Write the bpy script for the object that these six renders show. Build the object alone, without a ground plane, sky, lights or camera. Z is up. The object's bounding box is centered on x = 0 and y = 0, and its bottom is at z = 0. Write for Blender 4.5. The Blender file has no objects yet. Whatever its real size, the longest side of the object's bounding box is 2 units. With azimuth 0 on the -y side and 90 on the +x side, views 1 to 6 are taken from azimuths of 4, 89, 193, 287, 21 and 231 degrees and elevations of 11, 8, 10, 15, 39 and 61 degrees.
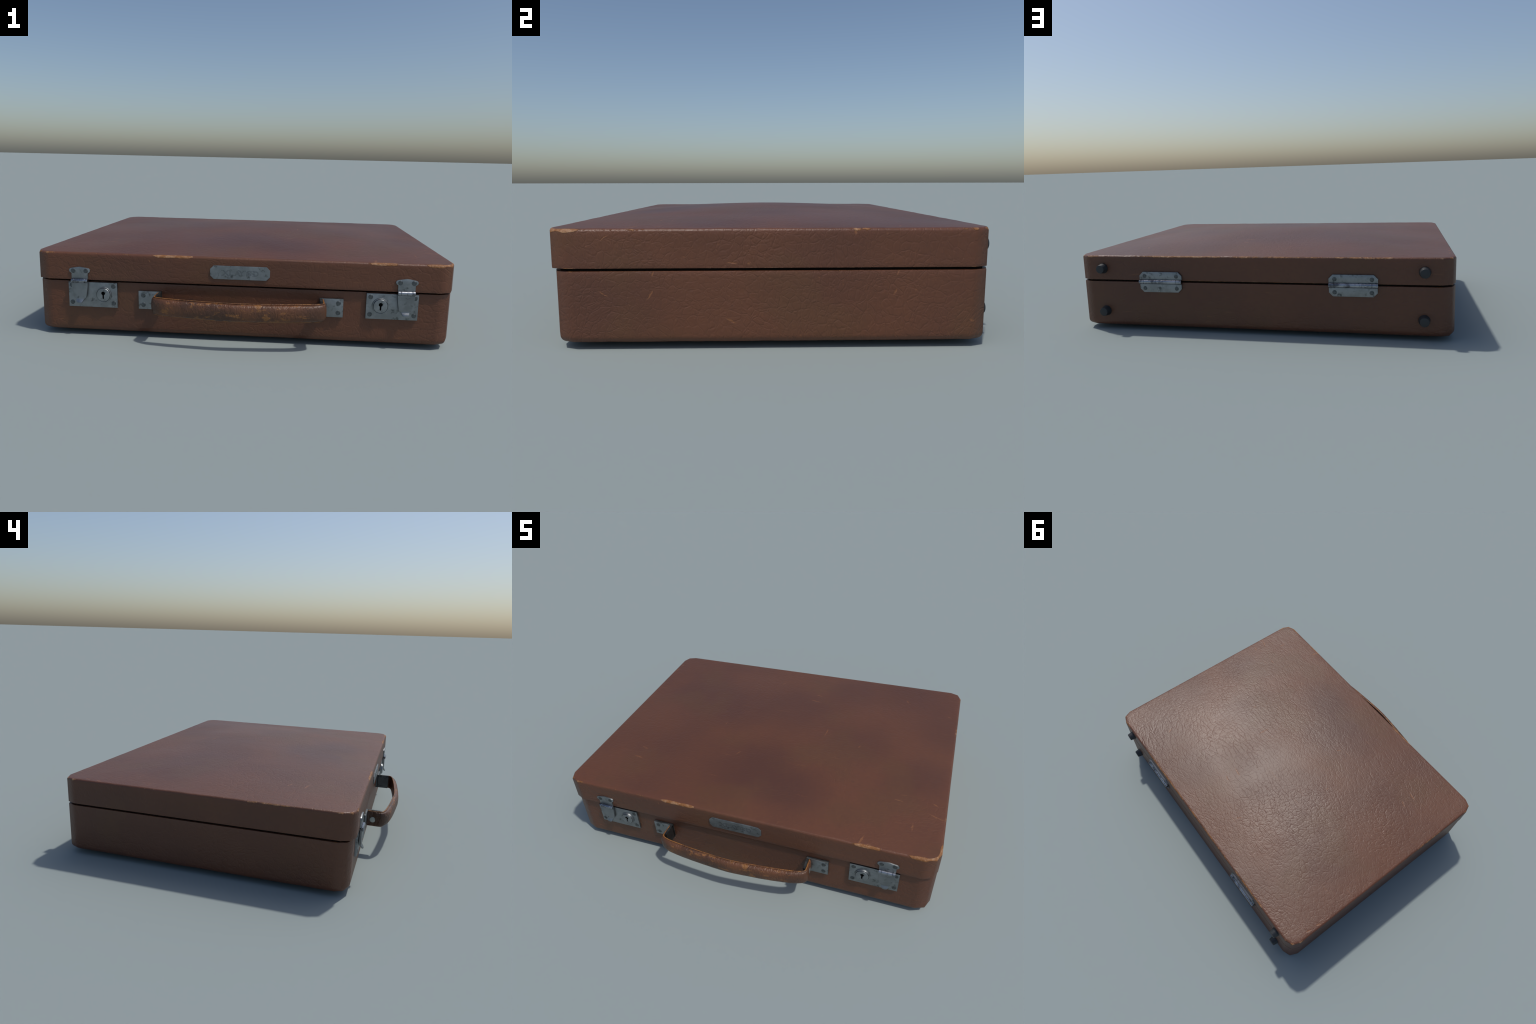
"""An old brown leather attache case lying flat: lid, base, handle, locks, hinges, feet."""
import bpy, bmesh, math, random
from mathutils import Vector, Matrix, noise

random.seed(7)
D = bpy.data
COL = bpy.context.scene.collection

# ------------------------------------------------------------------ sizes
HX_LID, HX_BASE = 1.001, 1.000        # half widths along x
LID_Y = (-0.700, 0.8160)               # the lid overhangs the base at the front
BASE_Y = (-0.6860, 0.8160)
R_CORNER = 0.066
Z_RIM_TOP, Z_LID_BOTTOM, Z_BASE_TOP = 0.4153, 0.2815, 0.2720
DOME_TOP = 0.0405
YC = (LID_Y[0] + LID_Y[1]) / 2

# ------------------------------------------------------------------ object helpers
def link(name, mesh, parent=None, mats=(), smooth=None):
    o = D.objects.new(name, mesh)
    COL.objects.link(o)
    if parent:
        o.parent = parent
    for m in mats:
        mesh.materials.append(m)
    if smooth is not None:
        mesh.shade_smooth()
        if smooth < 180:
            mesh.set_sharp_from_angle(angle=math.radians(smooth))
    return o

def mesh_from(name, verts, faces):
    me = D.meshes.new(name)
    me.from_pydata([tuple(v) for v in verts], [], faces)
    me.update()
    return me

def mesh_from_bm(name, bm):
    bmesh.ops.recalc_face_normals(bm, faces=bm.faces)
    me = D.meshes.new(name)
    bm.to_mesh(me)
    bm.free()
    return me

def plate(name, outline, y_back, y_front, bevel=0.0016, segs=2):
    """A sheet-metal plate: an (x, z) outline extruded from y_back to y_front, front rim rounded."""
    bm = bmesh.new()
    back = [bm.verts.new((x, y_back, z)) for x, z in outline]
    front = [bm.verts.new((x, y_front, z)) for x, z in outline]
    n = len(outline)
    bm.faces.new(back)
    ff = bm.faces.new(front)
    for i in range(n):
        bm.faces.new((back[i], back[(i + 1) % n], front[(i + 1) % n], front[i]))
    bmesh.ops.recalc_face_normals(bm, faces=bm.faces)
    if bevel:
        bmesh.ops.bevel(bm, geom=list(ff.edges), offset=bevel, segments=segs, profile=0.5, affect='EDGES')
    return mesh_from_bm(name, bm)

def rect(x0, x1, z0, z1, chamfer=0.0):
    c = chamfer
    if not c:
        return [(x0, z0), (x1, z0), (x1, z1), (x0, z1)]
    return [(x0 + c, z0), (x1 - c, z0), (x1, z0 + c), (x1, z1 - c), (x1 - c, z1), (x0 + c, z1), (x0, z1 - c), (x0, z0 + c)]

def revolve_y(name, profile, n=32):
    """Solid of revolution about the y axis: profile of (radius, y), closed at both ends."""
    verts, faces = [], []
    for r, y in profile:
        for k in range(n):
            a = 2 * math.pi * k / n
            verts.append((r * math.cos(a), y, r * math.sin(a)))
    for i in range(len(profile) - 1):
        for k in range(n):
            k2 = (k + 1) % n
            faces.append((i * n + k, i * n + k2, (i + 1) * n + k2, (i + 1) * n + k))
    faces.append(tuple(range(n)))
    faces.append(tuple(reversed(range((len(profile) - 1) * n, len(profile) * n))))
    bm = bmesh.new()
    me = mesh_from(name, verts, faces)
    bm.from_mesh(me)
    D.meshes.remove(me)
    return mesh_from_bm(name, bm)

def rod_x(name, radius, x0, x1, y, z, n=24, bevel=0.0015):
    verts, faces = [], []
    prof = [(radius - bevel, x0), (radius, x0 + bevel), (radius, x1 - bevel), (radius - bevel, x1)]
    for r, x in prof:
        for k in range(n):
            a = 2 * math.pi * k / n
            verts.append((x, y + r * math.cos(a), z + r * math.sin(a)))
    for i in range(3):
        for k in range(n):
            k2 = (k + 1) % n
            faces.append((i * n + k, i * n + k2, (i + 1) * n + k2, (i + 1) * n + k))
    faces.append(tuple(range(n)))
    faces.append(tuple(range(3 * n, 4 * n)))
    bm = bmesh.new()
    me = mesh_from(name, verts, faces)
    bm.from_mesh(me)
    D.meshes.remove(me)
    return mesh_from_bm(name, bm)

def cut(obj, cutter):
    """Boolean difference, applied; the cutter is removed."""
    m = obj.modifiers.new('cut', 'BOOLEAN')
    m.object = cutter
    m.operation = 'DIFFERENCE'
    m.solver = 'EXACT'
    m.use_self = True
    dg = bpy.context.evaluated_depsgraph_get()
    me = D.meshes.new_from_object(obj.evaluated_get(dg))
    obj.modifiers.clear()
    old = obj.data
    obj.data = me
    D.meshes.remove(old)
    D.objects.remove(cutter)

# ------------------------------------------------------------------ node helpers
class Graph:
    def __init__(self, name):
        self.mat = D.materials.new(name)
        self.mat.use_nodes = True
        self.t = self.mat.node_tree
        self.bsdf = self.t.nodes['Principled BSDF']
        self.pos = self.new('ShaderNodeTexCoord').outputs['Object']

    def new(self, kind, **props):
        n = self.t.nodes.new(kind)
        for k, v in props.items():
            setattr(n, k, v)
        return n

    def put(self, sock, v):
        if isinstance(v, bpy.types.NodeSocket):
            self.t.links.new(v, sock)
        elif v is not None:
            sock.default_value = v

    def math(self, op, a, b=None, c=None, clamp=False):
        n = self.new('ShaderNodeMath', operation=op, use_clamp=clamp)
        for s, v in zip(n.inputs, (a, b, c)):
            self.put(s, v)
        return n.outputs[0]

    def smooth(self, v, lo, hi, a=0.0, b=1.0):
        n = self.new('ShaderNodeMapRange', interpolation_type='SMOOTHSTEP')
        self.put(n.inputs['Value'], v)
        for k, x in (('From Min', lo), ('From Max', hi), ('To Min', a), ('To Max', b)):
            self.put(n.inputs[k], x)
        return n.outputs['Result']

    def mapping(self, loc=(0, 0, 0), rot=(0, 0, 0), scale=(1, 1, 1), src=None):
        n = self.new('ShaderNodeMapping')
        self.put(n.inputs['Vector'], src or self.pos)
        n.inputs['Location'].default_value = loc
        n.inputs['Rotation'].default_value = rot
        n.inputs['Scale'].default_value = scale
        return n.outputs[0]

    def noise(self, scale, detail=3.0, rough=0.5, src=None, distort=0.0, out='Fac'):
        n = self.new('ShaderNodeTexNoise')
        self.put(n.inputs['Vector'], src or self.pos)
        n.inputs['Scale'].default_value = scale
        n.inputs['Detail'].default_value = detail
        n.inputs['Roughness'].default_value = rough
        n.inputs['Distortion'].default_value = distort
        return n.outputs[out]

    def voronoi(self, scale, src=None, feature='F1', rnd=1.0):
        n = self.new('ShaderNodeTexVoronoi', feature=feature)
        self.put(n.inputs['Vector'], src or self.pos)
        n.inputs['Scale'].default_value = scale
        n.inputs['Randomness'].default_value = rnd
        return n

    def warp(self, amount, scale, src=None, detail=2.0):
        """Coordinates pushed about by noise."""
        c = self.noise(scale, detail, 0.5, src, out='Color')
        v = self.new('ShaderNodeVectorMath', operation='MULTIPLY_ADD')
        self.put(v.inputs[0], c)
        v.inputs[1].default_value = (amount,) * 3
        self.put(v.inputs[2], src or self.pos)
        return v.outputs[0]

    def mix(self, fac, a, b, mode='MIX'):
        n = self.new('ShaderNodeMix', data_type='RGBA', blend_type=mode, clamp_factor=True)
        self.put(n.inputs[0], fac)
        for s, v in ((n.inputs[6], a), (n.inputs[7], b)):
            self.put(s, v if isinstance(v, bpy.types.NodeSocket) else (*v, 1.0))
        return n.outputs[2]

    def xyz(self, src=None):
        n = self.new('ShaderNodeSeparateXYZ')
        self.put(n.inputs[0], src or self.pos)
        return n.outputs

    def bump(self, height, strength, distance, normal=None):
        n = self.new('ShaderNodeBump')
        n.inputs['Strength'].default_value = strength
        n.inputs['Distance'].default_value = distance
        self.put(n.inputs['Height'], height)
        if normal:
            self.put(n.inputs['Normal'], normal)
        return n.outputs[0]

    def finish(self, color, rough, normal=None, metallic=0.0, spec=0.5):
        self.put(self.bsdf.inputs['Base Color'], color if isinstance(color, bpy.types.NodeSocket) else (*color, 1))
        self.put(self.bsdf.inputs['Roughness'], rough)
        self.bsdf.inputs['Metallic'].default_value = metallic
        self.bsdf.inputs['Specular IOR Level'].default_value = spec
        if normal:
            self.put(self.bsdf.inputs['Normal'], normal)
        return self.mat

# leather colours (linear)
HIDE_RED, HIDE_DARK, HIDE_TAN = (0.124, 0.0450, 0.0200), (0.080, 0.0305, 0.0178), (0.110, 0.0465, 0.0190)
OCHRE, OCHRE_GLINT = (0.225, 0.088, 0.022), (0.340, 0.185, 0.095)

CLOUDS = [(-0.02, -0.34, 0.44, 0.36, 0.80), (0.22, -0.48, 0.44, 0.28, 0.75), (-0.57, 0.33, 0.44, 0.36, 0.55), (0.01, 0.29, 0.44, 0.34, 0.45),
          (0.45, 0.08, 0.44, 0.30, 0.50), (0.84, -0.18, 0.43, 0.26, 0.55), (-0.28, 0.18, 0.44, 0.30, 0.45),
          (-0.60, -0.70, 0.15, 0.26, 0.4), (1.0, 0.25, 0.30, 0.30, 0.4), (1.0, -0.45, 0.15, 0.25, 0.4), (-1.0, 0.2, 0.15, 0.35, 0.4), (0.2, 0.81, 0.12, 0.35, 0.4)]

def scratches(g, count_layers, scale, thin):
    """Short bright scuffs: long thin Voronoi cells in a few directions, most cells left empty."""
    total = None
    for i in range(count_layers):
        rot = (0.5 * i + 0.3, 0.9 * i + 0.2, 1.3 * i + 0.4)
        src = g.mapping((i * 3.1, i * 1.7, i * 2.3), rot, (1.0, thin, thin), g.warp(0.035, 7.0 + i))
        v = g.voronoi(scale * (1 + 0.25 * i), src)
        near = g.smooth(v.outputs['Distance'], 0.03, 0.22, 1.0, 0.0)
        pick = g.new('ShaderNodeSeparateColor')
        g.put(pick.inputs[0], v.outputs['Color'])
        keep = g.smooth(pick.outputs[0], 0.87, 0.90)
        m = g.math('MULTIPLY', near, keep)
        total = m if total is None else g.math('MAXIMUM', total, m)
    ragged = g.smooth(g.noise(60, 3), 0.38, 0.52)
    return g.math('MULTIPLY', total, ragged)

def gouges(g, marks):
    """Single scuffs: (centre, length, angle, facing), each a ragged thin ellipsoid along its direction."""
    src = g.warp(0.010, 55.0, g.warp(0.012, 18.0))
    total = None
    for (cx, cy, cz), length, angle, facing, width in marks:
        n = g.new('ShaderNodeMapping', vector_type='TEXTURE')
        g.put(n.inputs['Vector'], src)
        n.inputs['Location'].default_value = (cx + 0.011, cy + 0.011, cz + 0.011)   # the warp shifts by half its size
        a = math.radians(angle)
        if facing == 'up':
            n.inputs['Rotation'].default_value = (0, 0, a)
            n.inputs['Scale'].default_value = (length * 0.62, width, 0.03)
        elif facing == 'side':
            n.inputs['Rotation'].default_value = (a, 0, 0)
            n.inputs['Scale'].default_value = (0.03, length * 0.62, width)
        else:
            n.inputs['Rotation'].default_value = (0, -a, 0)
            n.inputs['Scale'].default_value = (length * 0.62, 0.03, width)
        ln = g.new('ShaderNodeVectorMath', operation='LENGTH')
        g.put(ln.inputs[0], n.outputs[0])
        m = g.smooth(ln.outputs['Value'], 0.35, 1.0, 1.0, 0.0)
        total = m if total is None else g.math('MAXIMUM', total, m)
    if total is None:
        return 0.0
    return g.math('MULTIPLY', total, g.smooth(g.noise(85, 3), 0.34, 0.52, 0.25, 1.0))

def leather(name, hx, y0, y1, z_edges, worn_spots, marks=()):
    """Hide over board: blotched red-brown, grain bump, ochre with painted glints where rims and corners are rubbed through."""
    g = Graph(name)
    x, y, z = g.xyz()
    # --- colour of the hide
    blotch = g.smooth(g.noise(1.5, 2.0, 0.45, g.mapping((2.3, 0.4, 1.0))), 0.22, 0.60, 0.35, 1.0)
    drift = g.warp(0.30, 2.5)
    for cx, cy, cz, half, amount in CLOUDS:         # broad soft dark clouds rubbed into the hide
        dv = g.new('ShaderNodeVectorMath', operation='DISTANCE')
        g.put(dv.inputs[0], drift)
        dv.inputs[1].default_value = (cx + 0.15, cy + 0.15, cz + 0.15)
        blotch = g.math('MULTIPLY', blotch, g.smooth(dv.outputs['Value'], half * 0.2, half, 1.0 - amount, 1.0))
    hide = g.mix(blotch, HIDE_DARK, HIDE_RED)
    tan = g.smooth(g.noise(3.4, 2.0, 0.5, g.mapping((7.0, 5.0, 3.0))), 0.50, 0.68, 0.0, 0.6)
    hide = g.mix(tan, hide, HIDE_TAN)
    fine = g.noise(34, 4, 0.6)
    hide = g.mix(g.smooth(fine, 0.30, 0.72, 0.0, 0.16), hide, (0.070, 0.027, 0.018))
    stain = g.smooth(g.noise(17, 3, 0.55, g.mapping((1.0, 9.0, 4.0))), 0.72, 0.80, 0.0, 0.4)
    hide = g.mix(stain, hide, (0.030, 0.018, 0.018))
    # --- distance to the rims and vertical corners
    ax = g.math('SUBTRACT', hx, g.math('ABSOLUTE', x))
    ay = g.math('SUBTRACT', (y1 - y0) / 2, g.math('ABSOLUTE', g.math('SUBTRACT', y, (y0 + y1) / 2)))
    # rounded corner: shrink the box by the radius and measure from there
    qx = g.math('MAXIMUM', g.math('SUBTRACT', R_CORNER, ax), 0.0)
    qy = g.math('MAXIMUM', g.math('SUBTRACT', R_CORNER, ay), 0.0)
    ql = g.math('SQRT', g.math('ADD', g.math('MULTIPLY', qx, qx), g.math('MULTIPLY', qy, qy)))
    side = g.math('MAXIMUM', g.math('SUBTRACT', R_CORNER, ql), 0.0)
    corner = g.smooth(g.math('MAXIMUM', ax, ay), 0.03, 0.13, 1.0, 0.0)
    rim = None
    for ze, sign, weight in z_edges:
        dz = g.math('MAXIMUM', g.math('MULTIPLY', g.math('SUBTRACT', z, ze), sign), 0.0)
        e = g.math('DIVIDE', g.math('ADD', side, dz), weight)
        rim = e if rim is None else g.math('MINIMUM', rim, e)
    # --- wear: rim nearness plus corner and chosen rubbed spots, broken up by noise
    near_rim = g.smooth(rim, 0.001, 0.026, 1.0, 0.0)
    spots = g.math('MULTIPLY', corner, 0.34)
    for cx, cy, cz, half, amount in worn_spots:
        dv = g.new('ShaderNodeVectorMath', operation='DISTANCE')
        g.put(dv.inputs[0], g.pos)
        dv.inputs[1].default_value = (cx, cy, cz)
        s = g.smooth(dv.outputs['Value'], half * 0.3, half, amount, 0.0)
        spots = g.math('MAXIMUM', spots, s)
    ragged = g.noise(46, 5, 0.74, g.warp(0.02, 30))
    coarse = g.noise(5.0, 2, 0.5, g.mapping((4, 4, 4)))
    level = g.math('ADD', g.math('ADD', g.math('MULTIPLY', ragged, 0.80), g.math('MULTIPLY', coarse, 0.42)), spots)
    level = g.math('MULTIPLY', level, near_rim)
    wear = g.smooth(level, 0.62, 0.71)
    rubbed = g.smooth(rim, 0.0, 0.045, 0.40, 0.0)
    hide = g.mix(g.math('MULTIPLY', rubbed, g.smooth(coarse, 0.35, 0.6)), hide, (0.140, 0.048, 0.024))
    scr = g.math('MAXIMUM', g.math('MULTIPLY', scratches(g, 2, 3.2, 11.0), 0.40), gouges(g, marks))
    color = g.mix(g.math('MULTIPLY', scr, 0.8), hide, (0.215, 0.085, 0.032))
    ochre = g.mix(g.smooth(g.noise(48, 3), 0.45, 0.7), OCHRE, OCHRE_GLINT)  # paler flecks are specular glints put into the worn ochre
    color = g.mix(wear, color, ochre)
    # --- relief: a network of fine creases, long in one drifting direction, over a faint pebble
    w = g.warp(0.22, 1.7)
    w = g.warp(0.030, 14.0, w)
    la = g.mapping(rot=(0.15, 0.1, 0.55), scale=(1.0, 2.4, 1.8), src=w)
    lb = g.mapping(rot=(0.3, 0.2, -0.75), scale=(2.0, 1.0, 1.6), src=w)
    ca = g.smooth(g.voronoi(15, la, 'DISTANCE_TO_EDGE').outputs['Distance'], 0.0, 0.10)
    cb = g.smooth(g.voronoi(20, lb, 'DISTANCE_TO_EDGE').outputs['Distance'], 0.0, 0.13)
    ridge = g.smooth(g.math('ABSOLUTE', g.math('SUBTRACT', g.noise(17, 2, 0.5, la), 0.5)), 0.0, 0.10)
    amount = g.smooth(g.noise(2.6, 2, 0.5, g.mapping((3, 8, 1))), 0.3, 0.7, 0.45, 1.0)
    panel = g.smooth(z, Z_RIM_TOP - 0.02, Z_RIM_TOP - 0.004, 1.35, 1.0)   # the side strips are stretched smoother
    h = g.math('ADD', g.math('MULTIPLY', ca, 0.55), g.math('ADD', g.math('MULTIPLY', cb, 0.35), g.math('MULTIPLY', ridge, 0.40)))
    h = g.math('MULTIPLY', h, amount)
    h = g.math('ADD', h, g.math('MULTIPLY', g.noise(42, 3, 0.55, la), 0.30))
    h = g.math('MULTIPLY', h, panel)
    h = g.math('SUBTRACT', h, g.math('MULTIPLY', scr, 0.7))
    n1 = g.bump(h, 0.38, 0.0022)
    n2 = g.bump(g.math('MULTIPLY', wear, g.noise(70, 4, 0.7)), 0.7, 0.006, n1)
    n3 = g.bump(g.noise(3.2, 2, 0.5, g.mapping((5, 1, 2))), 0.35, 0.012, n2)
    rough = g.math('ADD', g.smooth(g.noise(1.8, 2), 0.3, 0.7, 0.42, 0.48), g.math('MULTIPLY', wear, 0.10))
    return g.finish(color, rough, n3, spec=0.5)

def handle_leather():
    g = Graph('handle_leather')
    x, y, z = g.xyz()
    hide = g.mix(g.smooth(g.noise(7, 3), 0.35, 0.65), (0.074, 0.033, 0.018), (0.130, 0.051, 0.022))
    # scuffs along the crest and the rubbed strap edges
    dz = g.math('ABSOLUTE', g.math('SUBTRACT', z, 0.191))
    grip = g.smooth(g.math('ABSOLUTE', x), 0.30, 0.41, 1.0, 0.35)
    ragged = g.noise(30, 4, 0.62, g.mapping(scale=(0.50, 1.0, 1.1), src=g.warp(0.04, 18)))
    scuff = g.smooth(g.math('MULTIPLY', ragged, g.math('ADD', 0.72, g.math('MULTIPLY', grip, 0.33))), 0.565, 0.68)
    edge = g.smooth(dz, 0.0385, 0.0415)
    edge = g.math('MULTIPLY', edge, g.smooth(g.noise(24, 3, 0.6, g.mapping((3, 3, 3))), 0.36, 0.52))
    wear = g.math('MAXIMUM', g.math('MULTIPLY', scuff, 0.85), edge)
    col = g.mix(wear, hide, g.mix(g.noise(60, 2), (0.200, 0.078, 0.020), (0.290, 0.130, 0.040)))
    w = g.warp(0.06, 8, g.mapping(rot=(0, 0.5, 0), scale=(1.5, 1.0, 0.8)))
    ridge = g.smooth(g.math('ABSOLUTE', g.math('SUBTRACT', g.noise(26, 3, 0.55, w), 0.5)), 0.0, 0.12)
    h = g.math('ADD', ridge, g.math('MULTIPLY', g.noise(60, 3, 0.5), 0.35))
    h = g.math('SUBTRACT', h, g.math('MULTIPLY', scuff, 0.3))
    return g.finish(col, g.smooth(ragged, 0.3, 0.7, 0.36, 0.50), g.bump(h, 0.5, 0.0024), spec=0.45)

def metal(name, base, dirt, rough, spots=0.62):
    g = Graph(name)
    cloud = g.noise(22, 4, 0.6)
    col = g.mix(g.smooth(cloud, 0.35, 0.65), tuple(c * 0.78 for c in base), base)
    grime = g.smooth(g.noise(38, 5, 0.65, g.mapping((2, 5, 1))), spots - 0.05, spots + 0.12, 0.0, 0.75)
    col = g.mix(grime, col, dirt)
    r = g.math('ADD', g.smooth(cloud, 0.3, 0.7, rough - 0.05, rough + 0.07), g.math('MULTIPLY', grime, 0.2))
    n = g.bump(g.math('ADD', g.noise(60, 3), g.math('MULTIPLY', grime, -0.4)), 0.22, 0.0025)
    return g.finish(col, r, n, metallic=1.0)

def plain(name, color, rough, spec=0.5):
    g = Graph(name)
    c = g.mix(g.noise(40, 3), tuple(v * 0.8 for v in color), tuple(v * 1.2 for v in color))
    return g.finish(c, rough, g.bump(g.noise(120, 2), 0.2, 0.002), spec=spec)

LEATHER_LID = leather('lid_leather', HX_LID, *LID_Y,
                      [(Z_RIM_TOP, -1, 1.0), (Z_LID_BOTTOM, 1, 0.30)],
                      [(-0.35, -0.70, 0.412, 0.085, 0.55), (-0.27, -0.70, 0.412, 0.06, 0.50),
                       (0.67, -0.70, 0.410, 0.09, 0.45), (0.965, -0.685, 0.398, 0.14, 0.85),
                       (-0.97, -0.68, 0.41, 0.10, 0.25), (0.96, 0.78, 0.40, 0.13, 0.30),
                       (-0.55, 0.81, 0.413, 0.22, 0.26), (0.40, 0.81, 0.413, 0.40, 0.24), (-0.10, 0.81, 0.413, 0.35, 0.22),
                       (0.99, -0.40, 0.413, 0.05, 0.18), (0.99, 0.36, 0.413, 0.06, 0.20), (-0.99, -0.30, 0.413, 0.22, 0.14)],
                      [((0.120, 0.415, 0.445), 0.072, -7, 'up', 0.0055), ((0.121, 0.497, 0.440), 0.046, -18, 'up', 0.0060),
                       ((0.272, 0.085, 0.454), 0.085, -90, 'up', 0.0050), ((0.680, 0.604, 0.424), 0.034, -60, 'up', 0.0065),
                       ((-0.712, -0.416, 0.425), 0.066, -10, 'up', 0.0060), ((-0.716, -0.330, 0.427), 0.048, -18, 'up', 0.0060),
                       ((-0.156, 0.595, 0.433), 0.038, 67, 'up', 0.0050), ((-0.982, 0.604, 0.416), 0.038, 74, 'up', 0.0080),
                       ((-0.975, 0.673, 0.416), 0.032, 78, 'up', 0.0080), ((-0.338, 0.012, 0.451), 0.026, 73, 'up', 0.0050),
                       ((0.484, 0.015, 0.445), 0.030, 79, 'up', 0.0050), ((0.956, -0.413, 0.417), 0.090, -17, 'up', 0.0055),
                       ((0.849, -0.512, 0.419), 0.060, -87, 'up', 0.0055), ((0.631, -0.667, 0.417), 0.066, -106, 'up', 0.0065),
                       ((0.652, -0.690, 0.416), 0.060, 10, 'up', 0.0060), ((-0.158, -0.239, 0.448), 0.038, -118, 'up', 0.0055),
                       ((0.763, -0.352, 0.425), 0.046, -7, 'up', 0.0045), ((0.942, -0.327, 0.418), 0.040, -26, 'up', 0.0050),
                       ((0.948, 0.504, 0.418), 0.032, -22, 'up', 0.0050),
                       ((1.0, -0.077, 0.300), 0.042, -3, 'side', 0.0040), ((1.0, -0.017, 0.299), 0.014, 22, 'side', 0.0050),
                       ((1.0, -0.497, 0.386), 0.030, -136, 'side', 0.0035), ((1.0, 0.341, 0.403), 0.020, -107, 'side', 0.0050),
                       ((-0.432, -0.70, 0.385), 0.020, 100, 'front', 0.0035)])
LEATHER_BASE = leather('base_leather', HX_BASE, *BASE_Y,
                       [(Z_BASE_TOP, -1, 0.25), (0.030, 1, 0.6)],
                       [(-0.97, -0.66, 0.04, 0.12, 0.22), (0.97, 0.78, 0.1, 0.12, 0.2), (0.1, 0.81, 0.03, 0.35, 0.15)],
                       [((0.999, -0.352, 0.190), 0.046, -119, 'side', 0.0036), ((0.999, -0.507, 0.198), 0.036, -35, 'side', 0.0036),
                        ((0.999, -0.081, 0.099), 0.044, -27, 'side', 0.0050), ((0.999, 0.479, 0.198), 0.026, -115, 'side', 0.0045),
                        ((0.999, 0.488, 0.263), 0.020, -109, 'side', 0.0040), ((0.999, -0.343, 0.262), 0.020, -107, 'side', 0.0040),
                        ((0.999, 0.747, 0.099), 0.020, -18, 'side', 0.0060), ((0.760, -0.686, 0.055), 0.03, 4, 'front', 0.0035),
                        ((-0.880, -0.686, 0.075), 0.03, 2, 'front', 0.0035)])
HANDLE_LEATHER = handle_leather()
STEEL = metal('dull_nickel', (0.300, 0.320, 0.332), (0.06, 0.065, 0.06), 0.43, 0.59)
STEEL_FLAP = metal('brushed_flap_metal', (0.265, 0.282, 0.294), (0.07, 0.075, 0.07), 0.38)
STEEL_DARK = metal('dark_screw_metal', (0.150, 0.163, 0.168), (0.05, 0.055, 0.05), 0.48, 0.55)
STEEL_BRIGHT = metal('polished_pin_metal', (0.36, 0.38, 0.41), (0.05, 0.05, 0.06), 0.27, 0.52)
ENGRAVED = metal('shaded_engraving', (0.262, 0.279, 0.290), (0.07, 0.07, 0.07), 0.5)
RIVET_METAL = metal('rivet_metal', (0.50, 0.52, 0.50), (0.2, 0.2, 0.18), 0.5)
RUBBER = plain('black_rubber', (0.020, 0.023, 0.026), 0.50)
SEAM_SHADE = plain('seam_shade_black', (0.012, 0.008, 0.006), 0.9, 0.1)
KEYHOLE_BACKING = plain('backing_black', (0.004, 0.004, 0.004), 0.9, 0.0)

# ------------------------------------------------------------------ case halves
def rounded_outline(hx, y0, y1, inset=0.0, step=0.012, corner_segs=2):
    """Rounded rectangle, counter-clockwise; the same number of points for every inset."""
    r = R_CORNER
    nx, ny = int(2 * (hx - r) / step), int((y1 - y0 - 2 * r) / step)
    pts = []
    rr = max(r - inset, 0.004)
    X, Y0, Y1 = hx - inset, y0 + inset, y1 - inset
    cs = [(X - rr, Y0 + rr, -90), (X - rr, Y1 - rr, 0), (-X + rr, Y1 - rr, 90), (-X + rr, Y0 + rr, 180)]
    counts = [ny, nx, ny, nx]
    for k, (cx, cy, a0) in enumerate(cs):
        for j in range(corner_segs + 1):
            a = math.radians(a0 + 90 * j / corner_segs)
            pts.append((cx + rr * math.cos(a), cy + rr * math.sin(a)))
        nxt = cs[(k + 1) % 4]
        a = math.radians(a0 + 90)
        p = pts[-1]
        q = (nxt[0] + rr * math.cos(a), nxt[1] + rr * math.sin(a))
        for j in range(1, counts[k]):
            t = j / counts[k]
            pts.append((p[0] + (q[0] - p[0]) * t, p[1] + (q[1] - p[1]) * t))
    return pts

def dome(x, y, hx, y0, y1, power=1.8):
    u = min(abs(x) / hx, 1.0)
    v = min(abs(y - (y0 + y1) / 2) / ((y1 - y0) / 2), 1.0)
    return (1 - u ** power) * (1 - v ** power)

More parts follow.
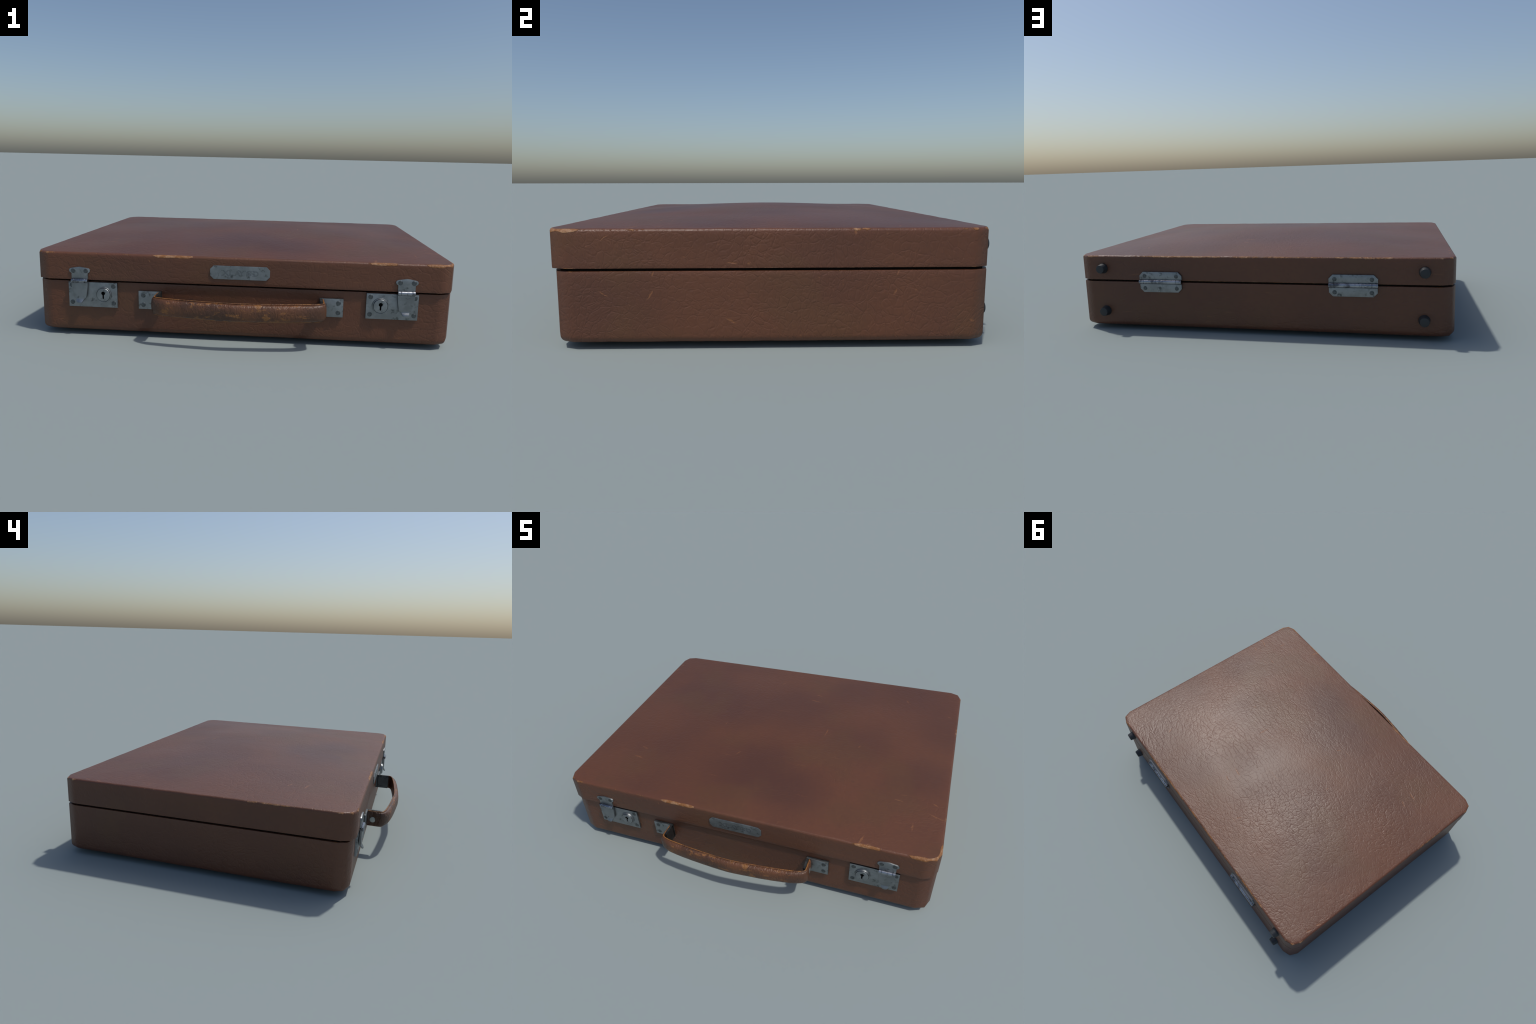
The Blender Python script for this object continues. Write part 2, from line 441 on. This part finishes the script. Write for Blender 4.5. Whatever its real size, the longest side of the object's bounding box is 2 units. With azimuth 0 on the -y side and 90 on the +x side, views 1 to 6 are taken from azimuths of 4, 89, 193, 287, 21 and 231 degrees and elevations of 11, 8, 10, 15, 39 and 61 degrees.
def shell(name, hx, y0, y1, profile, cap_z, cap_rise, cap_rings=48):
    """Loft: profile of (inset, z) from the hidden inner edge to the cap rim, then rings closing the cap."""
    verts, faces = [], []
    n = None
    for inset, z in profile:
        ring = rounded_outline(hx, y0, y1, inset)
        n = len(ring)
        verts += [(x, y, z) for x, y in ring]
    last_in = profile[-1][0]
    ring = rounded_outline(hx, y0, y1, last_in)
    cx, cy = 0.0, (y0 + y1) / 2
    hx_c, y0_c, y1_c = hx - last_in, y0 + last_in, y1 - last_in
    for k in range(1, cap_rings):
        t = 1 - k / cap_rings
        for x, y in ring:
            px, py = cx + (x - cx) * t, cy + (y - cy) * t
            verts.append((px, py, cap_z + cap_rise * dome(px, py, hx_c, y0_c, y1_c)))
    rings = len(profile) + cap_rings - 1
    for i in range(rings - 1):
        for k in range(n):
            k2 = (k + 1) % n
            faces.append((i * n + k, i * n + k2, (i + 1) * n + k2, (i + 1) * n + k))
    verts.append((cx, cy, cap_z + cap_rise))
    c = len(verts) - 1
    b = (rings - 1) * n
    for k in range(n):
        faces.append((b + k, b + (k + 1) % n, c))
    # rubbed rims are not dead straight: nudge vertices near the cap rim by about a millimetre
    out = []
    for x, y, z in verts:
        near = max(0.0, 1 - abs(z - cap_z) / 0.02) * (1.0 if max(abs(x) / hx, abs(y - cy) / ((y1 - y0) / 2)) > 0.955 else 0.0)
        if near:
            p = Vector((x, y, z))
            d = noise.noise(p * 14) * 0.0009 + noise.noise(p * 45) * 0.0005
            z += d * near
            x -= d * near * (1 if x > 0 else -1) * (abs(x) > hx - 0.03)
            y -= d * near * (1 if y > cy else -1) * (abs(y - cy) > (y1 - y0) / 2 - 0.03)
        out.append((x, y, z))
    bm = bmesh.new()
    me = mesh_from(name, out, faces)
    bm.from_mesh(me)
    D.meshes.remove(me)
    return mesh_from_bm(name, bm)

root = D.objects.new('leather_briefcase', None)
COL.objects.link(root)
root['label'] = 'old brown leather briefcase with nickel locks and carrying handle'
root['category'] = 'briefcase'

def quarter(inset0, z0, r, up, steps=6):
    """Points rounding a rim from the wall (inset 0) to the cap (inset r)."""
    return [(inset0 + r * (1 - math.cos(a)), z0 + up * r * math.sin(a))
            for a in [math.pi / 2 * k / steps for k in range(steps + 1)]]

R_TOP = 0.0115
lid_profile = [(0.030, 0.345), (0.030, Z_LID_BOTTOM), (0.015, Z_LID_BOTTOM), (0.0022, Z_LID_BOTTOM), (0.0006, Z_LID_BOTTOM + 0.0006),
               (0.0, Z_LID_BOTTOM + 0.0025)]
lid_profile += [(0.0, Z_LID_BOTTOM + 0.0025 + (Z_RIM_TOP - R_TOP - 0.004 - Z_LID_BOTTOM) * k / 9) for k in range(1, 9)]
lid_profile += quarter(0.0, Z_RIM_TOP - R_TOP, R_TOP, 1) + [(0.018, Z_RIM_TOP + 0.0006)]
lid = link('lid', shell('lid', HX_LID, *LID_Y, lid_profile, Z_RIM_TOP + 0.0006, DOME_TOP), root, [LEATHER_LID], 48)

base_profile = [(0.030, 0.10), (0.030, Z_BASE_TOP), (0.015, Z_BASE_TOP), (0.0024, Z_BASE_TOP), (0.0006, Z_BASE_TOP - 0.0006), (0.0, Z_BASE_TOP - 0.0026)]
base_profile += [(0.0, Z_BASE_TOP - 0.003 - (Z_BASE_TOP - 0.003 - 0.058) * k / 12) for k in range(1, 12)]
base_profile += quarter(0.0, 0.0490, 0.028, -1, 8)
base_profile += [(0.034, 0.0205), (0.042, 0.0200)]
base = link('base', shell('base', HX_BASE, *BASE_Y, base_profile, 0.0198, -0.0198), root, [LEATHER_BASE], 48)

# unseen inner ring; its near-black colour paints the shade between the halves
def seam_ring_mesh():
    outer = rounded_outline(HX_BASE, *BASE_Y, 0.014)
    inner = rounded_outline(HX_BASE, *BASE_Y, 0.040)
    n = len(outer)
    v = [(x, y, z) for ring, z in ((outer, 0.268), (outer, 0.2855), (inner, 0.2855), (inner, 0.268)) for x, y in ring]
    f = [(i * n + k, i * n + (k + 1) % n, ((i + 1) % 4) * n + (k + 1) % n, ((i + 1) % 4) * n + k) for i in range(4) for k in range(n)]
    bm = bmesh.new()
    me = mesh_from('seam_ring', v, f)
    bm.from_mesh(me)
    D.meshes.remove(me)
    return mesh_from_bm('seam_ring', bm)
link('seam_ring', seam_ring_mesh(), root, [SEAM_SHADE], 48)

# ------------------------------------------------------------------ screws (shared mesh, facing -y)
def screw_mesh():
    R = 0.0112
    me = revolve_y('screw', [(R, 0.002), (R, -0.0004), (R * 0.95, -0.0009), (R * 0.86, -0.0005), (R * 0.82, -0.0006),
                             (R * 0.76, -0.0011), (R * 0.60, -0.0014), (R * 0.58, -0.0014)], 24)
    o = link('screw_blank', me)
    bm = bmesh.new()
    for sx, sz in ((R * 0.62, R * 0.13), (R * 0.13, R * 0.62)):
        bmesh.ops.create_cube(bm, size=1.0, matrix=Matrix.Translation((0, -0.0020, 0)) @ Matrix.Diagonal((sx * 2, 0.0030, sz * 2, 1)))
    cutter = link('screw_cutter', mesh_from_bm('screw_cutter', bm))
    bpy.context.view_layer.update()
    cut(o, cutter)
    me = o.data
    D.objects.remove(o)
    me.name = 'screw'
    me.materials.append(STEEL_DARK)
    me.shade_smooth()
    me.set_sharp_from_angle(angle=math.radians(35))
    return me

SCREW = screw_mesh()

def screw(parent, x, y, z, back=False, s=1.0):
    o = D.objects.new('screw', SCREW)
    COL.objects.link(o)
    o.parent = parent
    o.location = (x, y, z)
    o.scale = (s, s, s)
    o.rotation_euler = (0, random.uniform(0, math.pi), math.pi if back else 0.0)
    return o

# ------------------------------------------------------------------ locks and hasps
def arc(cx, cz, r, a0, a1, n=7):
    return [(cx + r * math.cos(math.radians(a0 + (a1 - a0) * k / n)), cz + r * math.sin(math.radians(a0 + (a1 - a0) * k / n))) for k in range(n + 1)]

Y_PLATE = -0.6975
for side in (-1, 1):
    # ---- lock plate on the base
    xa, xb = sorted((side * 0.5955, side * 0.8360))
    lock = link('lock_plate', plate('lock_plate', rect(xa, xb, 0.1465, 0.2700), -0.6835, Y_PLATE), root, [STEEL], 40)
    for px, pz in ((0.6145, 0.2528), (0.6140, 0.1686), (0.8185, 0.1686), (0.8190, 0.2530)):
        screw(lock, side * px, Y_PLATE, pz)
    # ---- lock cylinder with a keyhole
    kx, kz = side * 0.6610, 0.2115
    cyl = link('lock_cylinder', revolve_y('lock_cylinder',
               [(0.0382, 0.002), (0.0382, -0.0060), (0.0374, -0.0080), (0.0360, -0.0088), (0.0347, -0.0084), (0.0340, -0.0050), (0.0332, -0.0050),
                (0.0330, -0.0086), (0.0326, -0.0108), (0.0316, -0.0120), (0.0300, -0.0124)], 48), lock, [STEEL], 24)
    cyl.location = (kx, Y_PLATE, kz)
    hole = arc(0, 0.0080, 0.0094, -65, 245, 20) + [(-0.0037, -0.0160)] + arc(0, -0.0165, 0.0037, 180, 360, 6) + [(0.0037, -0.0160)]
    cutter = link('cutter', plate('cutter', hole, -0.0055, -0.0200, 0))
    cutter.location = cyl.location
    bpy.context.view_layer.update()
    cut(cyl, cutter)
    cyl.data.shade_smooth()
    cyl.data.set_sharp_from_angle(angle=math.radians(24))
    kh = link('keyhole_backing', plate('keyhole_backing', [(x * 1.25, (z - 0.001) * 1.1) for x, z in hole], -0.004, -0.0072, 0), lock, [KEYHOLE_BACKING])  # black plate added behind the cut so the opening reads dark
    kh.location = cyl.location
    # ---- hasp plate on the lid
    hx = side * 0.7755
    half = [(0.0400, 0.2800), (0.0400, 0.3150), (0.0440, 0.3172), (0.0485, 0.3200), (0.0512, 0.3245), (0.0516, 0.3300),
            (0.0495, 0.3348), (0.0450, 0.3384), (0.0370, 0.3405), (0.0180, 0.3436)]
    outline = [(hx + x, z) for x, z in half] + [(hx, 0.3462)] + [(hx - x, z) for x, z in reversed(half)]
    hasp = link('hasp', plate('hasp', outline, -0.6975, -0.7062, 0.0014), root, [STEEL], 40)
    for dx in (-0.0312, 0.0312):
        screw(hasp, hx + dx, -0.7062, 0.3265)
    # knuckle: three sleeves on one pin
    for k, (x0, x1) in enumerate(((-0.0400, -0.0268), (-0.0262, 0.0262), (0.0268, 0.0400))):
        link('hasp_knuckle', rod_x('hasp_knuckle', 0.0110, hx + x0, hx + x1, -0.7085, 0.2780, bevel=0.0012), hasp, [STEEL_BRIGHT], 40)
    # flap hanging from the knuckle, with its thumb lip turned outward at the foot
    rows = [(0.2730, 0.0400, -0.7105), (0.2560, 0.0394, -0.7110), (0.2300, 0.0358, -0.7110), (0.2000, 0.0312, -0.7110), (0.1950, 0.0280, -0.7110),
            (0.1875, 0.0190, -0.7115), (0.1850, 0.0178, -0.7130), (0.1800, 0.0160, -0.7170), (0.1735, 0.0125, -0.7205), (0.1712, 0.0095, -0.7210)]
    bm = bmesh.new()
    th = 0.0095
    grid = []
    nrow = len(rows)
    for i, (zz, w, yy) in enumerate(rows):
        t = th if i < 6 else th * 0.62
        fr = [bm.verts.new((hx + w * u, yy - 0.0016 * (1 - u * u), zz)) for u in (-1, -0.8, 0, 0.8, 1)]
        bk = [bm.verts.new((hx + w * u, yy + t, zz - (0.002 if i >= 6 else 0))) for u in (-1, -0.8, 0, 0.8, 1)]
        grid.append((fr, bk))
    for (f0, b0), (f1, b1) in zip(grid, grid[1:]):
        for j in range(4):
            bm.faces.new((f0[j], f0[j + 1], f1[j + 1], f1[j]))
            bm.faces.new((b0[j], b0[j + 1], b1[j + 1], b1[j]))
        for j in (0, 4):
            bm.faces.new((f0[j], f1[j], b1[j], b0[j]))
    for f, b in (grid[0], grid[-1]):
        for j in range(4):
            bm.faces.new((f[j], f[j + 1], b[j + 1], b[j]))
    link('hasp_flap', mesh_from_bm('hasp_flap', bm), hasp, [STEEL_FLAP], 38)

# ------------------------------------------------------------------ name plate with stamped letters
name_plate = link('name_plate', plate('name_plate', rect(-0.1418, 0.1418, 0.3112, 0.3768, 0.0167), -0.6975, -0.7050, 0.0014), root, [STEEL], 40)

def stamp(char, x0, x1, z0, z1):
    """One serif capital as a cutter: built-in font glyph fitted to a box, plus serif bars."""
    cu = D.curves.new('glyph', 'FONT')
    cu.body = char
    cu.extrude = 0.002
    cu.offset = 0.028
    o = D.objects.new('glyph', cu)
    COL.objects.link(o)
    bpy.context.view_layer.update()
    me = D.meshes.new_from_object(o.evaluated_get(bpy.context.evaluated_depsgraph_get()))
    D.objects.remove(o)
    xs = [v.co.x for v in me.vertices]
    ys = [v.co.y for v in me.vertices]
    ax, bx, ay, by = min(xs), max(xs), min(ys), max(ys)
    for v in me.vertices:
        u, w, d = (v.co.x - ax) / (bx - ax), (v.co.y - ay) / (by - ay), v.co.z
        v.co = (x0 + u * (x1 - x0), -0.7050 + (0.0022 if d < 0 else -0.003), z0 + w * (z1 - z0))
    bm = bmesh.new()
    bm.from_mesh(me)
    D.meshes.remove(me)
    bmesh.ops.remove_doubles(bm, verts=bm.verts, dist=1e-6)
    w = x1 - x0
    bars = {'X': [(0.05, 0), (0.95, 0), (0.05, 1), (0.95, 1)], 'A': [(0.04, 0), (0.96, 0)], 'Y': [(0.04, 1), (0.96, 1), (0.5, 0)],
            'L': [(0.12, 1)], 'D': [(0.06, 0), (0.06, 1)], 'S': []}[char]
    for u, v in bars:
        c = Vector((x0 + u * w, -0.7053, z0 + v * (z1 - z0) * 0.97 + 0.0004))
        bmesh.ops.create_cube(bm, size=1.0, matrix=Matrix.Translation(c) @ Matrix.Diagonal((w * 0.42, 0.0046, 0.0022, 1)))
    bmesh.ops.recalc_face_normals(bm, faces=bm.faces)
    me = D.meshes.new('letter_cutter')
    bm.to_mesh(me)
    bm.free()
    return me

for ch, x0, x1 in (('X', -0.084, -0.052), ('L', -0.050, -0.029), ('A', -0.026, 0.001), ('Y', -0.005, 0.022), ('S', 0.0315, 0.0545), ('D', 0.0625, 0.0885)):
    c = link('letter_cutter', stamp(ch, x0, x1, 0.3310, 0.3560))
    bpy.context.view_layer.update()
    cut(name_plate, c)
name_plate.data.shade_flat()
name_plate.data.materials.append(ENGRAVED)
for p in name_plate.data.polygons:      # sunk letters coloured darker in place of recess shade
    if abs(p.center.x) < 0.1 and 0.32 < p.center.z < 0.365 and -0.7048 < p.center.y < -0.700:
        p.material_index = 1

# ------------------------------------------------------------------ handle
ARM_X = 0.3780
for side in (-1, 1):
    xa, xb = sorted((side * ARM_X, side * 0.4900))
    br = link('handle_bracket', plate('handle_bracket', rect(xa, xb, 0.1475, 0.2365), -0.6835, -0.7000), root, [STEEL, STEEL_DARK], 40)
    for p in br.data.polygons:          # side faces take the darker metal
        if abs(p.normal.y) < 0.2:
            p.material_index = 1
    for pz in (0.2155, 0.1690):
        screw(br, side * 0.4665, -0.7000, pz)
    bm = bmesh.new()
    bmesh.ops.create_cube(bm, size=1.0, matrix=Matrix.Translation((side * (ARM_X + 0.006), -0.7300, 0.1920)) @ Matrix.Diagonal((0.012, 0.0735, 0.0886, 1)))
    bmesh.ops.bevel(bm, geom=list(bm.edges), offset=0.0014, segments=2, affect='EDGES')
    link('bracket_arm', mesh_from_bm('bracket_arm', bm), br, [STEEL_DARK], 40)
    rv = link('rivet', revolve_y('rivet', [(0.0155, 0.004), (0.0155, -0.0002), (0.0148, -0.0010), (0.0110, -0.0014), (0.004, -0.0016)], 32), br, [RIVET_METAL], 40)
    rv.rotation_euler = (0, 0, side * math.pi / 2)
    rv.location = (side * 0.4035, -0.7310, 0.1860)

def catmull(pts, per=10):
    out = []
    P = [pts[0]] + pts + [pts[-1]]
    for i in range(1, len(P) - 2):
        a, b, c, d = P[i - 1:i + 3]
        for k in range(per):
            t = k / per
            out.append(tuple(0.5 * (2 * b[j] + (c[j] - a[j]) * t + (2 * a[j] - 5 * b[j] + 4 * c[j] - d[j]) * t * t + (3 * b[j] - a[j] - 3 * c[j] + d[j]) * t ** 3) for j in range(len(b))))
    out.append(tuple(pts[-1]))
    return out

# half of the inner line (x, y, thickness outward), from the rivet end to the middle
HALF = [(0.3905, -0.7015, 0.0125), (0.3905, -0.7300, 0.0125), (0.3910, -0.7580, 0.0155), (0.3870, -0.7760, 0.0195), (0.3630, -0.7870, 0.0240),
        (0.3250, -0.7945, 0.0285), (0.2300, -0.8060, 0.0295), (0.1200, -0.8155, 0.0292), (0.0, -0.8220, 0.0290)]
CTRL = HALF + [(-x, y, t) for x, y, t in reversed(HALF[:-1])]

def handle_mesh():
    path = catmull(CTRL, 10)
    bm = bmesh.new()
    rings = []
    for i, (x, y, th) in enumerate(path):
        a, b = path[max(i - 1, 0)], path[min(i + 1, len(path) - 1)]
        tx, ty = b[0] - a[0], b[1] - a[1]
        l = math.hypot(tx, ty)
        nx, ny = -ty / l, tx / l          # travel is +x to -x, so the outer side is (-y)
        if ny > 0 and abs(x) < 0.3:
            nx, ny = -nx, -ny
        if abs(x) >= 0.3 and nx * x < 0:
            nx, ny = -nx, -ny
        sec = [(0.0000, -0.0415), (0.0000, -0.020), (0.0000, 0.0), (0.0000, 0.020), (0.0000, 0.0415), (0.0012, 0.0430), (0.0052, 0.0432), (0.0064, 0.0420), (0.0064, 0.0405),
               (0.0050, 0.0390)]
        crown = []
        for k in range(13):
            a2 = math.pi * k / 12
            c, s = math.cos(a2), math.sin(a2)
            zz = 0.0385 * math.copysign(abs(c) ** 0.85, c)
            crown.append((0.0066 + max(th - 0.0066, 0.003) * s ** 0.75, zz))
        sec += crown
        sec += [(0.0050, -0.0390), (0.0064, -0.0405), (0.0064, -0.0420), (0.0052, -0.0432), (0.0012, -0.0430)]
        mid = max(0.0, 1 - (x / 0.36) ** 2)
        ring = []
        for nn, zz in sec:
            p = Vector((x + nx * nn, y + ny * nn, 0.1906 + zz * (1.0 + 0.020 * mid) - 0.0034 * mid))
            if nn > 0.008:                # creased, lumpy grip
                q = noise.noise(p * 30) * 0.0007 + noise.noise(p * 80) * 0.0004
                p += Vector((nx, ny, 0)) * q * min(1, (nn - 0.008) / 0.01)
            ring.append(bm.verts.new(p))
        rings.append(ring)
    n = len(rings[0])
    for r0, r1 in zip(rings, rings[1:]):
        for k in range(n):
            bm.faces.new((r0[k], r0[(k + 1) % n], r1[(k + 1) % n], r1[k]))
    bm.faces.new(rings[0])
    bm.faces.new(rings[-1])
    return mesh_from_bm('handle', bm)

link('handle', handle_mesh(), root, [HANDLE_LEATHER], 50)

# ------------------------------------------------------------------ hinges on the back
Y_BACK = 0.816
for side in (-1, 1):
    cx = side * 0.5125
    hinge = D.objects.new('hinge', None)
    COL.objects.link(hinge)
    hinge.parent = root
    W, C = 0.1215, 0.0205
    upper = [(cx - W, 0.2870), (cx + W, 0.2870), (cx + W, 0.3095), (cx + W - C, 0.3300), (cx - W + C, 0.3300), (cx - W, 0.3095)]
    w2 = W - 0.0015
    lower = [(cx - w2, 0.2645), (cx + w2, 0.2645), (cx + w2, 0.2385), (cx + w2 - C, 0.2183), (cx - w2 + C, 0.2183), (cx - w2, 0.2385)]
    for out in (upper, lower):
        leaf = link('hinge_leaf', plate('hinge_leaf', out, Y_BACK - 0.003, Y_BACK + 0.0095, 0.0022), hinge, [STEEL], 40)
        zz = 0.3070 if out is upper else 0.2405
        for dx in (-0.0915, 0.0915):
            screw(leaf, cx + dx, Y_BACK + 0.0095, zz, back=True)
    for x0, x1 in ((-W, -0.0925), (-0.0918, 0.0918), (0.0925, W)):
        link('hinge_knuckle', rod_x('hinge_knuckle', 0.0122, cx + x0, cx + x1, Y_BACK + 0.0110, 0.2760, bevel=0.001), hinge, [STEEL_BRIGHT], 40)

# ------------------------------------------------------------------ rubber feet on the back
FOOT = revolve_y('rubber_foot', [(0.0285, -0.003), (0.0285, 0.002), (0.0277, 0.004), (0.0232, 0.0320), (0.0222, 0.0340), (0.0205, 0.0346)], 28)
FOOT.materials.append(RUBBER)
FOOT.shade_smooth()
FOOT.set_sharp_from_angle(angle=math.radians(40))
for sx in (-1, 1):
    for z in (0.3445, 0.1060):
        f = D.objects.new('rubber_foot', FOOT)
        COL.objects.link(f)
        f.parent = root
        f.location = (sx * 0.8535, Y_BACK, z)
bpy.context.view_layer.update()
